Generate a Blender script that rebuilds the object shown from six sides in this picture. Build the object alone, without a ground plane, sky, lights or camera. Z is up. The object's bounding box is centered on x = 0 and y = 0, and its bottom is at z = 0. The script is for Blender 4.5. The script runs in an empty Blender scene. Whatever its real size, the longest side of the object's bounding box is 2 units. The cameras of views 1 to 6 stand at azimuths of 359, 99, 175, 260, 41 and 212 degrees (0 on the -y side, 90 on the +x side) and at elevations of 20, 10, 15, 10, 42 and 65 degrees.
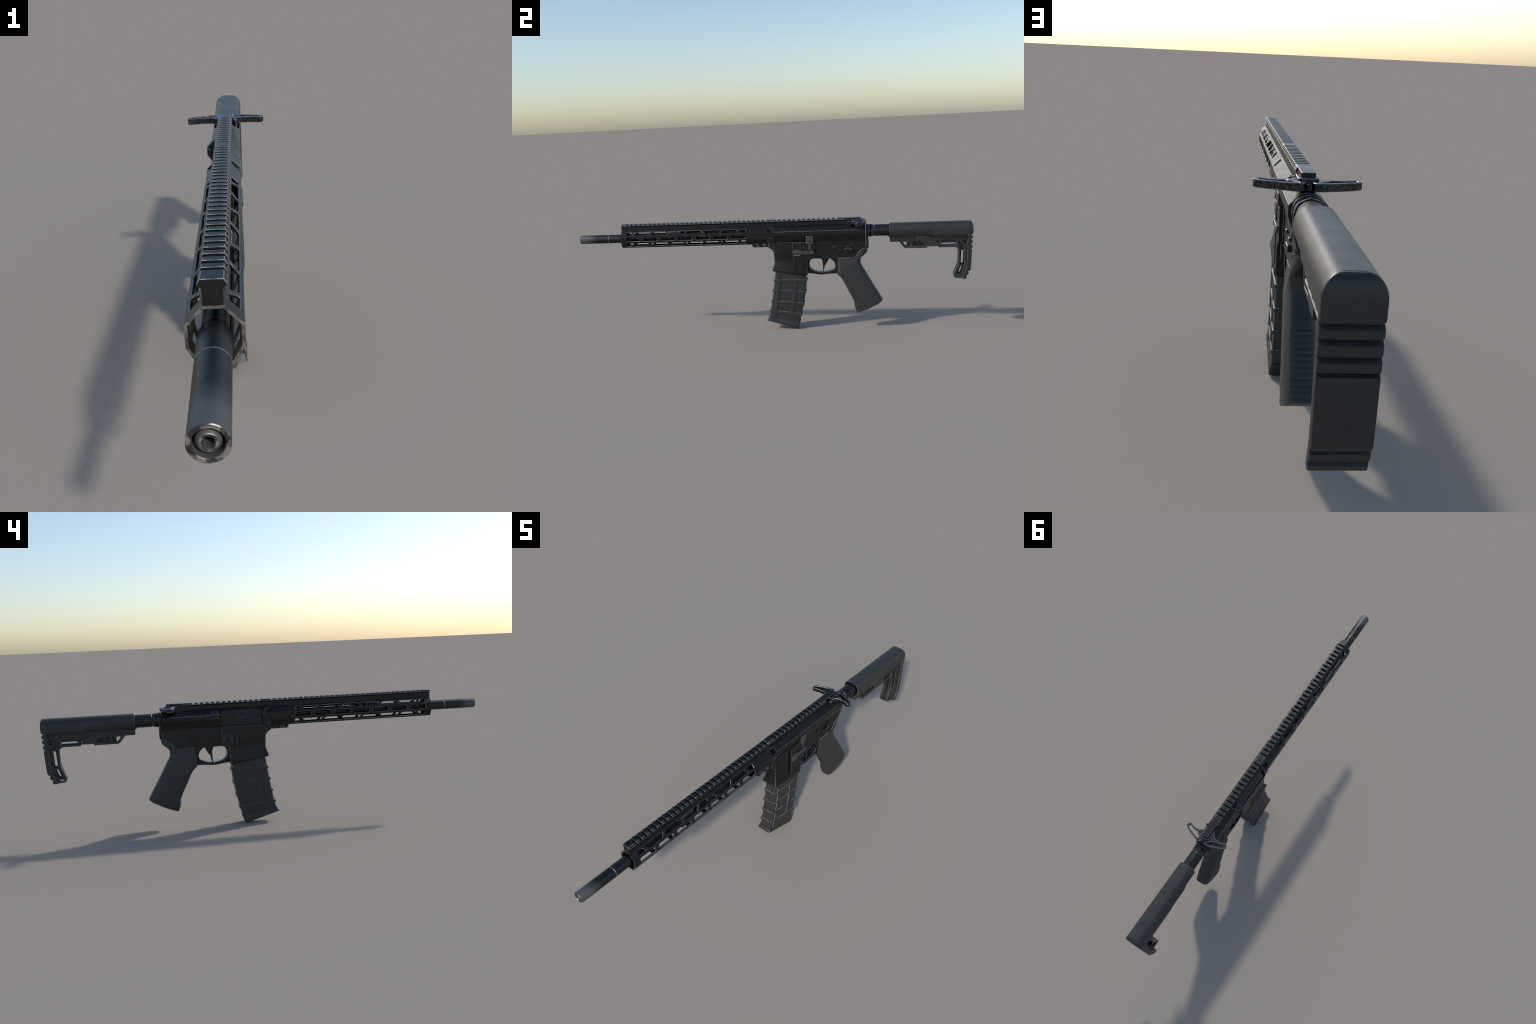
import bpy, bmesh, math
from mathutils import Vector, Matrix
from mathutils.geometry import delaunay_2d_cdt

# ------------------------------------------------------------------ frame
# gun frame: muzzle towards -y, left side +x, z up; AX_B / AX_T are the bore and buffer-tube axes
AX_B = 0.4845
AX_T = 0.4917
RAIL_TOP, RAIL_FLOOR = 0.5596, 0.5522
PITCH = 0.0248

root = bpy.data.objects.new("tactical_rifle", None)
bpy.context.scene.collection.objects.link(root)
root.location = (0.0012, 0, 0)
root.rotation_euler = (0, 0, 0.0025)
root["label"] = "black carbine rifle with slotted handguard and skeleton stock"
root["category"] = "rifle"

# ------------------------------------------------------------------ materials
def new_mat(name):
    m = bpy.data.materials.new(name)
    m.use_nodes = True
    nt = m.node_tree
    b = nt.nodes["Principled BSDF"]
    tc = nt.nodes.new("ShaderNodeTexCoord")
    return m, nt, b, tc

def noise(nt, tc, scale, detail=3.0, stretch=(1, 1, 1), rough=0.55):
    mp = nt.nodes.new("ShaderNodeMapping")
    mp.inputs["Scale"].default_value = stretch
    nt.links.new(tc.outputs["Object"], mp.inputs["Vector"])
    n = nt.nodes.new("ShaderNodeTexNoise")
    n.inputs["Scale"].default_value = scale
    n.inputs["Detail"].default_value = detail
    n.inputs["Roughness"].default_value = rough
    nt.links.new(mp.outputs["Vector"], n.inputs["Vector"])
    return n.outputs["Fac"]

def ramp(nt, fac, stops):
    r = nt.nodes.new("ShaderNodeValToRGB")
    els = r.color_ramp.elements
    while len(els) < len(stops):
        els.new(0.5)
    for e, (p, c) in zip(els, stops):
        e.position = p
        e.color = (c[0], c[1], c[2], 1)
    nt.links.new(fac, r.inputs["Fac"])
    return r.outputs["Color"]

def maprange(nt, fac, a, b, c, d):
    m = nt.nodes.new("ShaderNodeMapRange")
    m.inputs["From Min"].default_value = a
    m.inputs["From Max"].default_value = b
    m.inputs["To Min"].default_value = c
    m.inputs["To Max"].default_value = d
    nt.links.new(fac, m.inputs["Value"])
    return m.outputs["Result"]

def simple(name, lo, hi, metallic, rough, nscale=35.0, stretch=(1, 1, 1), rvar=0.06,
           bump=0.0, bscale=900.0, spec=0.5):
    m, nt, b, tc = new_mat(name)
    f = noise(nt, tc, nscale, 4.0, stretch)
    nt.links.new(ramp(nt, f, [(0.35, lo), (0.65, hi)]), b.inputs["Base Color"])
    b.inputs["Metallic"].default_value = metallic
    b.inputs["Specular IOR Level"].default_value = spec
    nt.links.new(maprange(nt, f, 0.3, 0.7, rough - rvar, rough + rvar), b.inputs["Roughness"])
    if bump > 0:
        g = noise(nt, tc, bscale, 2.0)
        bp = nt.nodes.new("ShaderNodeBump")
        bp.inputs["Strength"].default_value = bump
        bp.inputs["Distance"].default_value = 0.0006
        nt.links.new(g, bp.inputs["Height"])
        nt.links.new(bp.outputs["Normal"], b.inputs["Normal"])
    return m

def g3(v, tint=(1, 1, 1)):
    return (v * tint[0], v * tint[1], v * tint[2])

M_METAL = simple("anodised_metal", g3(0.029), g3(0.034), 0.82, 0.41)
M_EDGE = simple("worn_metal_edge", g3(0.13), g3(0.36, (1, .99, .97)), 1.0, 0.50, 110.0, (1, .5, 1))
M_POLY = simple("polymer", g3(0.0245), g3(0.029), 0.0, 0.46, 30.0, bump=0.25)
M_POLYE = simple("polymer_edge", g3(0.05), g3(0.20), 0.0, 0.42, 110.0)
M_GREY = simple("grey_coated_steel", g3(0.038), g3(0.046), 0.0, 0.45)
M_PIN = simple("black_oxide", g3(0.015), g3(0.02), 0.3, 0.5)  # deep black, used for pins and for the plates that stand for holes
M_INNER = simple("dark_parkerised_steel", g3(0.03), g3(0.037), 1.0, 0.45)
M_HANDLE = simple("scuffed_metal", g3(0.03), g3(0.085), 1.0, 0.42, 160.0)
M_HANDLE_EDGE = simple("bright_worn_edge", g3(0.18), g3(0.62, (1, .99, .97)), 1.0, 0.35, 120.0)

def make_barrel_material():
    m, nt, b, tc = new_mat("blued_barrel_steel")
    sep = nt.nodes.new("ShaderNodeSeparateXYZ")
    nt.links.new(tc.outputs["Object"], sep.inputs[0])
    n1 = noise(nt, tc, 14.0, 3.0)
    fine = noise(nt, tc, 60.0, 4.0, (1, 5, 1))
    add = nt.nodes.new("ShaderNodeMath"); add.operation = 'MULTIPLY_ADD'
    add.inputs[1].default_value = 0.05
    nt.links.new(n1, add.inputs[0]); nt.links.new(sep.outputs["Y"], add.inputs[2])
    hz = maprange(nt, add.outputs[0], -0.945, -0.89, 1.0, 0.0)      # heat-hazed muzzle end
    dark = ramp(nt, fine, [(0.3, (0.034, 0.034, 0.035)), (0.7, (0.048, 0.048, 0.049))])
    lite = ramp(nt, fine, [(0.3, (0.085, 0.086, 0.090)), (0.7, (0.115, 0.116, 0.120))])
    mx = nt.nodes.new("ShaderNodeMix"); mx.data_type = 'RGBA'
    nt.links.new(hz, mx.inputs[0])
    nt.links.new(dark, mx.inputs[6]); nt.links.new(lite, mx.inputs[7])
    nt.links.new(mx.outputs[2], b.inputs["Base Color"])
    nt.links.new(maprange(nt, hz, 0, 1, 0.42, 0.55), b.inputs["Roughness"])
    nt.links.new(maprange(nt, hz, 0, 1, 0.9, 0.35), b.inputs["Metallic"])
    return m
M_BARREL = make_barrel_material()

def make_crown_material():
    m, nt, b, tc = new_mat("chipped_muzzle_face")
    f = noise(nt, tc, 95.0, 2.0, (1, 1, 1), 0.5)
    nt.links.new(ramp(nt, f, [(0.44, (0.07, 0.07, 0.07)), (0.60, (0.40, 0.38, 0.34))]), b.inputs["Base Color"])
    b.inputs["Metallic"].default_value = 0.9
    b.inputs["Roughness"].default_value = 0.45
    return m
M_CROWN = make_crown_material()

# ------------------------------------------------------------------ helpers
def finish(name, bm_or_mesh, mats, parent=root, smooth=24, merge=True, kind=None):
    if isinstance(bm_or_mesh, bmesh.types.BMesh):
        me = bpy.data.meshes.new(name)
        if merge:
            bmesh.ops.remove_doubles(bm_or_mesh, verts=bm_or_mesh.verts, dist=1e-6)
        bm_or_mesh.to_mesh(me)
        bm_or_mesh.free()
    else:
        me = bm_or_mesh
        me.name = name
    for m in mats:
        me.materials.append(m)
    for p in me.polygons:
        p.use_smooth = True
        if p.material_index >= len(mats):
            p.material_index = len(mats) - 1
    me.set_sharp_from_angle(angle=math.radians(smooth))
    ob = bpy.data.objects.new(name, me)
    bpy.context.scene.collection.objects.link(ob)
    ob.parent = parent
    return ob

def arc(c, r, a0, a1, n):
    return [(c[0] + r * math.cos(math.radians(a0 + (a1 - a0) * i / n)),
             c[1] + r * math.sin(math.radians(a0 + (a1 - a0) * i / n))) for i in range(n + 1)]

def rounded(pts, r, n=4):
    """round polygon corners; r is one radius or a list"""
    out = []
    N = len(pts)
    for i, p in enumerate(pts):
        ri = r[i] if isinstance(r, (list, tuple)) else r
        a = Vector(pts[i - 1]); p = Vector(p); b = Vector(pts[(i + 1) % N])
        da, db = (a - p), (b - p)
        la, lb = da.length, db.length
        if ri <= 0 or la < 1e-9 or lb < 1e-9:
            out.append(tuple(p)); continue
        da /= la; db /= lb
        d = min(ri, la * 0.48, lb * 0.48)
        s, e = p + da * d, p + db * d
        for k in range(n + 1):
            t = k / n
            out.append(tuple(s * (1 - t) ** 2 + p * 2 * t * (1 - t) + e * t * t))
    return out

def spline(pts, n=6, closed=False):
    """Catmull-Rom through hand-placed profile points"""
    P = [Vector(p) for p in pts]
    N = len(P)
    out = []
    for i in range(N if closed else N - 1):
        if closed:
            p0, p1, p2, p3 = P[i - 1], P[i], P[(i + 1) % N], P[(i + 2) % N]
        else:
            p0, p1, p2, p3 = P[max(i - 1, 0)], P[i], P[i + 1], P[min(i + 2, N - 1)]
        for k in range(n):
            t = k / n
            out.append(tuple(0.5 * ((2 * p1) + (p2 - p0) * t + (2 * p0 - 5 * p1 + 4 * p2 - p3) * t * t
                                    + (3 * p1 - p0 - 3 * p2 + p3) * t ** 3)))
    if not closed:
        out.append(tuple(P[-1]))
    return out

AXES = {  # plane coords (a,b) + depth c -> gun frame
    'x': lambda a, b, c: (c, a, b),
    'y': lambda a, b, c: (a, c, b),
    'z': lambda a, b, c: (a, b, c),
}

def plate_mesh(loops, axis, c0, c1, bev=0.001, res=0):
    """solid plate from an outline and holes, chamfered rims (rim faces get material slot 1)"""
    cu = bpy.data.curves.new("tmp", 'CURVE')
    cu.dimensions = '2D'
    cu.fill_mode = 'BOTH'
    for lp in loops:
        s = cu.splines.new('POLY')
        s.points.add(len(lp) - 1)
        for q, (a, b) in zip(s.points, lp):
            q.co = (a, b, 0, 1)
        s.use_cyclic_u = True
    h = (c1 - c0) / 2
    bev = min(bev, h * 0.9)
    cu.extrude = h - bev
    cu.bevel_depth = bev
    cu.bevel_resolution = res
    cu.offset = -bev
    ob = bpy.data.objects.new("tmp", cu)
    bpy.context.scene.collection.objects.link(ob)
    dg = bpy.context.evaluated_depsgraph_get()
    dg.update()
    me = bpy.data.meshes.new_from_object(ob.evaluated_get(dg))
    bpy.data.objects.remove(ob)
    bpy.data.curves.remove(cu)
    bm = bmesh.new()
    bm.from_mesh(me)
    bpy.data.meshes.remove(me)
    bmesh.ops.remove_doubles(bm, verts=bm.verts, dist=2e-6)
    bm.normal_update()
    for f in bm.faces:
        nz = abs(f.normal.z)
        f.material_index = 1 if 0.12 < nz < 0.96 else 0
    mid = (c0 + c1) / 2
    fn = AXES[axis]
    for v in bm.verts:
        v.co = fn(v.co.x, v.co.y, v.co.z + mid)
    bmesh.ops.recalc_face_normals(bm, faces=bm.faces)
    return bm

def plate(name, loops, axis, c0, c1, mats=None, bev=0.001, res=0, parent=root, smooth=24):
    bm = plate_mesh(loops, axis, c0, c1, bev, res)
    return finish(name, bm, mats or [M_METAL, M_EDGE], parent, smooth)

def join_bm(dst, src):
    me = bpy.data.meshes.new("tmp")
    src.to_mesh(me)
    src.free()
    dst.from_mesh(me)
    bpy.data.meshes.remove(me)

def bevel_sharp(bm, width, ang=28, mat=1):
    bm.normal_update()
    es = [e for e in bm.edges if len(e.link_faces) == 2 and e.is_convex
          and e.calc_face_angle(0) > math.radians(ang)]
    if es:
        bmesh.ops.bevel(bm, geom=es, offset=width, offset_type='OFFSET', segments=1, profile=0.5,
                        affect='EDGES', clamp_overlap=True, material=mat)

def prism_bm(section, y0, y1, bev=0.0, caps=(True, True)):
    """section in (x,z), extruded along y"""
    bm = bmesh.new()
    a = [bm.verts.new((x, y0, z)) for x, z in section]
    b = [bm.verts.new((x, y1, z)) for x, z in section]
    n = len(section)
    for i in range(n):
        bm.faces.new((a[i], a[(i + 1) % n], b[(i + 1) % n], b[i]))
    if caps[0]: bm.faces.new(a[::-1])
    if caps[1]: bm.faces.new(b)
    bmesh.ops.recalc_face_normals(bm, faces=bm.faces)
    if bev > 0:
        bevel_sharp(bm, bev)
    return bm

def mirror_sec(half):
    """half section listed bottom to top on +x -> closed symmetric section"""
    return list(half) + [(-x, z) for x, z in reversed(half) if abs(x) > 1e-9]

def loft_bm(sections, cap=True):
    bm = bmesh.new()
    rows = [[bm.verts.new(p) for p in s] for s in sections]
    n = len(rows[0])
    for r0, r1 in zip(rows, rows[1:]):
        for i in range(n):
            bm.faces.new((r0[i], r0[(i + 1) % n], r1[(i + 1) % n], r1[i]))
    if cap:
        bm.faces.new(rows[0][::-1])
        bm.faces.new(rows[-1])
    bmesh.ops.recalc_face_normals(bm, faces=bm.faces)
    return bm

def lathe_bm(profile, x0=0.0, z0=AX_B, n=56, close=False):
    """profile [(radius, y, material of the band that follows)] turned about a line along y"""
    bm = bmesh.new()
    rows = []
    for it in profile:
        r, y = it[0], it[1]
        if r < 1e-6:
            rows.append([bm.verts.new((x0, y, z0))])
        else:
            rows.append([bm.verts.new((x0 + r * math.cos(2 * math.pi * i / n), y,
                                       z0 + r * math.sin(2 * math.pi * i / n))) for i in range(n)])
    for k, (r0, r1) in enumerate(zip(rows, rows[1:])):
        mi = profile[k][2] if len(profile[k]) > 2 else 0
        for i in range(n):
            j = (i + 1) % n
            if len(r0) == 1 and len(r1) == 1:
                continue
            if len(r0) == 1: f = bm.faces.new((r0[0], r1[j], r1[i]))
            elif len(r1) == 1: f = bm.faces.new((r0[i], r0[j], r1[0]))
            else: f = bm.faces.new((r0[i], r0[j], r1[j], r1[i]))
            f.material_index = mi
    bmesh.ops.recalc_face_normals(bm, faces=bm.faces)
    return bm

def disc(name, y, z, r, x0, x1, mats, parent=root, bev=0.0008, hole=0.0, n=28):
    loops = [arc((y, z), r, 0, 360 - 360 / n, n - 1)]
    if hole > 0:
        loops.append(arc((y, z), hole, 0, 360 - 360 / n, n - 1))
    return plate(name, loops, 'x', x0, x1, mats, bev, 0, parent)

MET = [M_METAL, M_EDGE]
POL = [M_POLY, M_POLYE]

# ------------------------------------------------------------------ barrel group
R = 0.0222
muz = [(0.0, -0.930, 0), (0.0062, -0.930, 0), (0.0062, -0.9965, 2), (0.0072, -0.9980, 2), (0.0098, -0.9980, 1), (0.0106, -0.9972, 0),
       (0.0132, -0.9935, 0), (0.0134, -0.962, 0), (0.0166, -0.962, 0), (0.0166, -0.9982, 2), (0.0174, -0.9995, 2),
       (0.0212, -0.9995, 2), (R, -0.9985, 0), (R, -0.8475, 1), (R - .0009, -0.8462, 1), (R - .0009, -0.8452, 1),
       (R - .0002, -0.8440, 0), (R - .0003, -0.777, 1), (R - .0012, -0.7755, 0), (0.0182, -0.7755, 0), (0.0182, -0.76, 0)]
finish("muzzle_brake", lathe_bm(muz), [M_BARREL, M_EDGE, M_CROWN], smooth=30)
bar = [(0.0, -0.80), (0.0182, -0.80), (0.0182, -0.515), (0.0205, -0.513), (0.0205, -0.455), (0.0185, -0.453),
       (0.0195, -0.330), (0.0, -0.330)]
barrel = finish("barrel", lathe_bm(bar), [M_INNER], smooth=30)
nut = [(0.0185, -0.375), (0.0218, -0.372), (0.0225, -0.3705), (0.0225, -0.100), (0.0285, -0.095), (0.0300, -0.093), (0.0300, 0.002), (0.0, 0.002)]
finish("barrel_nut", lathe_bm(nut), [M_INNER], smooth=30)
gb = mirror_sec([(0.0, 0.4580), (0.0120, 0.4590), (0.0225, 0.4680), (0.0252, 0.4845), (0.0252, 0.5070), (0.0205, 0.5165), (0.0, 0.5180)])
finish("gas_block", prism_bm(gb, -0.5165, -0.4560, 0.0012), [M_INNER, M_EDGE])
tube = []
for y, z in [(-0.470, 0.5105), (-0.43, 0.5105), (-0.41, 0.512), (-0.39, 0.5145), (-0.37, 0.5155), (0.0, 0.5155)]:
    tube.append([(0.0066 * math.cos(t * math.pi / 6), y, z + 0.0066 * math.sin(t * math.pi / 6)) for t in range(12)])
finish("gas_tube", loft_bm(tube), [M_INNER])

# ------------------------------------------------------------------ handguard: slotted eight-sided shell
HG0, HG1 = -0.772, -0.0065
T = 0.004
CH = 0.0011
OUT = [(0.0200, 0.4393), (0.0370, 0.4685), (0.0370, 0.5005), (0.0136, 0.5245)]
outer = mirror_sec(OUT)                        # starts bottom right, anticlockwise, ends bottom left
def inset(poly, d):
    res = []
    N = len(poly)
    for i in range(N):
        a, p, b = Vector(poly[i - 1]), Vector(poly[i]), Vector(poly[(i + 1) % N])
        d1, d2 = (p - a).normalized(), (b - p).normalized()
        n1, n2 = Vector((-d1.y, d1.x)), Vector((-d2.y, d2.x))
        bis = (n1 + n2).normalized()
        res.append(tuple(p + bis * (d / max(0.3, bis.dot(n1)))))
    return res
inner = inset(outer, T)
SLOT0, SPITCH, SLEN = -0.7435, 0.0921, 0.0735

def side_slots(width, h):
    """rounded M-slots down a straight panel: list of loops in (y, s) with s across the panel"""
    out = []
    for k in range(7):
        y0 = SLOT0 + SPITCH * k
        out.append(rounded([(y0, width / 2 - h / 2), (y0 + SLEN, width / 2 - h / 2),
                            (y0 + SLEN, width / 2 + h / 2), (y0, width / 2 + h / 2)], 0.0055, 4))
    return out

def diag_slots(width, lo, hi):
    """truss windows: struts lean alternately; s=0 is the edge next to the flat side panel"""
    s0, s1 = lo, width - hi
    lean, gap = 0.0085, 0.0135
    mids = [SLOT0 + SLEN / 2 + SPITCH * k for k in range(7)]
    ys0, ys1 = SLOT0, SLOT0 + SPITCH * 6 + SLEN
    out = []
    for k in range(8):
        # strut k-1 on the left, strut k on the right; even struts: base (s0) end lies rearward
        def yy(j, s, sgn):
            d = lean if j % 2 == 0 else -lean
            f = (s - s0) / (s1 - s0)
            return mids[j] + d * (1 - 2 * f) + sgn * gap / 2
        if k == 0: l0, l1 = ys0, ys0
        else: l0, l1 = yy(k - 1, s0, 1), yy(k - 1, s1, 1)
        if k == 7: r0, r1 = ys1, ys1
        else: r0, r1 = yy(k, s0, -1), yy(k, s1, -1)
        out.append(rounded([(l0, s0), (r0, s0), (r1, s1), (l1, s1)], 0.0035, 3))
    return out

def offset_loop(lp, d):
    """grow a convex-ish loop outwards by d"""
    N = len(lp)
    area = sum(lp[i - 1][0] * lp[i][1] - lp[i][0] * lp[i - 1][1] for i in range(N))
    s = 1 if area > 0 else -1
    res = []
    for i in range(N):
        a, p, b = Vector(lp[i - 1]), Vector(lp[i]), Vector(lp[(i + 1) % N])
        d1, d2 = (p - a), (b - p)
        if d1.length < 1e-9: d1 = d2
        if d2.length < 1e-9: d2 = d1
        d1.normalize(); d2.normalize()
        n = (Vector((d1.y, -d1.x)) + Vector((d2.y, -d2.x)))
        n.normalize()
        res.append(tuple(p + n * (d * s)))
    return res

def panel(bm, oa, ob, ia, ib, holes, flip=False, edge_chamfer=True):
    """one long flat face of the shell with holes; oa->ob outer edge line in (x,z), ia->ib inner one.
    holes are loops in (y, s)"""
    oa, ob, ia, ib = map(Vector, (oa, ob, ia, ib))
    W = (ob - oa).length
    nrm = Vector(((ob - oa).y, -(ob - oa).x)).normalized()      # outward
    def P(y, s, depth):
        t = s / W
        o = oa.lerp(ob, t); i = ia.lerp(ib, t)
        q = o.lerp(i, depth / T)
        return (q.x, y, q.y)
    for depth, grow in ((0.0, CH), (T, 0.0)):
        verts = [(HG0, 0.0), (HG1, 0.0), (HG1, W), (HG0, W)]
        edges = [(0, 1), (1, 2), (2, 3), (3, 0)]
        loops = []
        for h in holes:
            lp = offset_loop(h, grow) if grow else h
            i0 = len(verts)
            verts += lp
            edges += [(i0 + k, i0 + (k + 1) % len(lp)) for k in range(len(lp))]
            loops.append(lp)
        vo, eo, fo, *_ = delaunay_2d_cdt([Vector(v) for v in verts], edges, [], 1, 1e-7)
        vs = [bm.verts.new(P(v[0], v[1], depth)) for v in vo]
        for f in fo:
            c = sum((vo[i] for i in f), Vector((0, 0))) / len(f)
            if any(inside(c, lp) for lp in loops):
                continue
            try: bm.faces.new([vs[i] for i in f])
            except ValueError: pass
    for h in holes:
        g = offset_loop(h, CH)
        N = len(h)
        top = [bm.verts.new(P(y, s, 0.0)) for y, s in g]
        mid = [bm.verts.new(P(y, s, CH)) for y, s in h]
        bot = [bm.verts.new(P(y, s, T)) for y, s in h]
        for k in range(N):
            j = (k + 1) % N
            f = bm.faces.new((top[k], top[j], mid[j], mid[k])); f.material_index = 1
            bm.faces.new((mid[k], mid[j], bot[j], bot[k]))

def inside(p, lp):
    r = False
    N = len(lp)
    for i in range(N):
        a, b = lp[i - 1], lp[i]
        if (a[1] > p[1]) != (b[1] > p[1]) and p[0] < (b[0] - a[0]) * (p[1] - a[1]) / (b[1] - a[1]) + a[0]:
            r = not r
    return r

def handguard():
    bm = bmesh.new()
    N = len(outer)
    for i in range(N):
        a, b = outer[i], outer[(i + 1) % N]
        ia, ib = inner[i], inner[(i + 1) % N]
        W = (Vector(b) - Vector(a)).length
        mx = (a[0] + b[0]) / 2; mz = (a[1] + b[1]) / 2
        holes = []
        if abs(mx) > 0.03 and 0.47 < mz < 0.5:
            holes = side_slots(W, 0.0222)
        elif abs(mx) < 1e-6 and mz < 0.45:
            holes = side_slots(W, 0.0222)
        elif abs(mx) > 0.01:
            hs = diag_slots(W, 0.0062, 0.0078)
            near_is_b = (abs(b[0]) > abs(a[0]))           # edge next to the side panel
            holes = [[(y, W - s) for y, s in h] for h in hs] if near_is_b else hs
        panel(bm, a, b, ia, ib, holes)
        # end rims
        for y in (HG0, HG1):
            f = bm.faces.new([bm.verts.new((p[0], y, p[1])) for p in (a, b, ib, ia)])
            f.material_index = 1 if y == HG0 else 0
    bmesh.ops.remove_doubles(bm, verts=bm.verts, dist=2e-6)
    bmesh.ops.recalc_face_normals(bm, faces=bm.faces)
    # worn chamfer on the two long shoulder edges
    bm.normal_update()
    es = []
    for e in bm.edges:
        if len(e.link_faces) == 2 and e.is_convex:
            a, b = e.verts[0].co, e.verts[1].co
            if all(abs(abs(c.x) - 0.037) < 1e-4 and abs(c.z - 0.5005) < 1e-4 for c in (a, b)):
                es.append(e)
    bmesh.ops.bevel(bm, geom=es, offset=0.0009, segments=1, profile=0.5, affect='EDGES', material=1)
    return bm
hg = finish("handguard", handguard(), MET, smooth=25)

WEB = [(0.0134, 0.5205), (0.0134, 0.5465), (0.0187, RAIL_FLOOR), (0.0160, RAIL_FLOOR)]
WEBSEC = mirror_sec([(0.0134, 0.5205), (0.0134, 0.5460), (0.0187, 0.5515), (0.0187, RAIL_FLOOR)])
def rail_base(y0, y1):
    return prism_bm(WEBSEC, y0, y1, 0.0007)
finish("rail_base", rail_base(HG0 + .0001, -0.0068), MET, parent=hg)

def tooth_mesh(length):
    sec = mirror_sec([(0.0186, RAIL_FLOOR - 0.0008), (0.0186, RAIL_FLOOR + 0.0008), (0.0147, RAIL_TOP)])
    bm = prism_bm(sec, 0, length, 0)
    bm.normal_update()
    es = [e for e in bm.edges if e.is_convex and max(v.co.z for v in e.verts) > RAIL_FLOOR + 0.0007
          and e.calc_face_angle(0) > 0.3]
    bmesh.ops.bevel(bm, geom=es, offset=0.0010, segments=1, profile=0.5, affect='EDGES', clamp_overlap=True, material=1)
    return bm

TOOTH = 0.0139
proto = finish("rail_tooth", tooth_mesh(TOOTH), MET, parent=hg)
proto.location = (0, -0.0136 - PITCH, 0)
for k in range(2, 30):
    o = proto.copy()
    o.location = (0, -0.0136 - PITCH * k, 0)
    bpy.context.scene.collection.objects.link(o)
o = finish("rail_tooth", tooth_mesh(0.0305), MET, parent=hg); o.location = (0, HG0 - 0.0002, 0)
o = finish("rail_tooth", tooth_mesh(0.0068), MET, parent=hg); o.location = (0, -0.0136, 0)

clamp = rounded([(-0.092, 0.4412), (-0.082, 0.4235), (-0.0080, 0.4235), (-0.0080, 0.4412)], [0, .002, .002, 0], 3)
plate("handguard_clamp", [clamp], 'x', -0.0215, 0.0215, MET, 0.001, parent=hg)
for sx in (1, -1):
    for y in (-0.0585, -0.0225):
        a, b = sorted((sx * 0.0205, sx * 0.0235))
        disc("clamp_screw", y, 0.4325, 0.0086, a, b, [M_METAL, M_EDGE], hg, 0.001, hole=0.0048)
        a, b = sorted((sx * 0.0205, sx * 0.0222))
        disc("clamp_screw_socket", y, 0.4325, 0.0052, a, b, [M_PIN, M_PIN], hg, 0.0003)

# ------------------------------------------------------------------ upper receiver
UP1 = 0.4595
FULL = [(0.0235, 0.4400), (0.0235, 0.4460), (0.0372, 0.4820), (0.0372, 0.5017), (0.0134, 0.5247), (0.0134, 0.530)]
def facet_pt(t, d=0.0):
    a, b = Vector(FULL[3]), Vector(FULL[4])
    n = Vector((b.y - a.y, -(b.x - a.x))).normalized()
    p = a.lerp(b, t) - n * d
    return (p.x, p.y)
PK0, PK1 = facet_pt(0.08), facet_pt(0.84)
POCKET = FULL[:4] + [PK0, (PK1[0] + 0.0006, PK0[1]), PK1] + FULL[4:]
# ejection port on the right: lower strip, ledge, tilted cover well inside
CV0, CV1 = (0.0270, 0.4728), (0.0196, 0.5184)
PORT = FULL[:2] + [(0.0258, 0.4700), (0.0258, 0.4722), CV0, CV1, FULL[4], FULL[5]]
def sec2(right, left):
    return list(right) + [(-x, z) for x, z in reversed(left)]
up = bmesh.new()
for right, left, y0, y1, caps in [(POCKET, POCKET, -0.0060, 0.0198, (True, True)), (FULL, FULL, 0.0198, 0.0320, (True, True)),
                                  (FULL, PORT, 0.0320, 0.2230, (False, False)), (FULL, FULL, 0.2230, UP1, (True, True))]:
    join_bm(up, prism_bm(sec2(right, left), y0, y1, 0, caps))
upper = finish("upper_receiver", up, MET, smooth=14, merge=False)
# worn line along the shoulders
for sx in (1, -1):
    sh = [(sx * 0.0366, 0.5024), (sx * 0.03735, 0.5016), (sx * 0.03735, 0.5006), (sx * 0.0364, 0.5010)]
    spans = [(0.0198, UP1 - .001)] if sx > 0 else [(0.0198, 0.0318), (0.2235, UP1 - .001)]
    for a, b in spans:
        finish("shoulder_edge", prism_bm(sh, a, b), [M_EDGE], parent=upper)
def facet_bar(name, sx, t0, t1, y0, y1):
    """thin worn strip lying on a shoulder facet"""
    a, b = facet_pt(t0, -0.0003), facet_pt(t1, -0.0003)
    c, d = facet_pt(t0, 0.0008), facet_pt(t1, 0.0008)
    q = lambda p, y: (sx * p[0], y, p[1])
    finish(name, loft_bm([[q(p, y) for p in (a, b, d, c)] for y in (y0, y1)]), [M_EDGE], parent=upper)
for sx in (1, -1):
    facet_bar("pocket_edge", sx, 0.08, 0.86, 0.0198, 0.0212)
    facet_bar("pocket_edge", sx, 0.84, 0.90, -0.0055, 0.0205)
finish("rail_base", rail_base(-0.0062, 0.386), MET, parent=upper)
for k in range(12):
    o = proto.copy()
    o.parent = upper
    o.location = (0, 0.0450 + 0.02484 * k, 0)
    bpy.context.scene.collection.objects.link(o)
o = finish("rail_tooth", tooth_mesh(0.0405), MET, parent=upper); o.location = (0, -0.0062, 0)
o = finish("rail_tooth", tooth_mesh(0.0425), MET, parent=upper); o.location = (0, 0.3433, 0)
tail = rounded([(-0.0142, 0.3600), (0.0142, 0.3600), (0.0142, 0.4590), (-0.0142, 0.4590)], [0, 0, .0075, .0075], 5)
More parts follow.
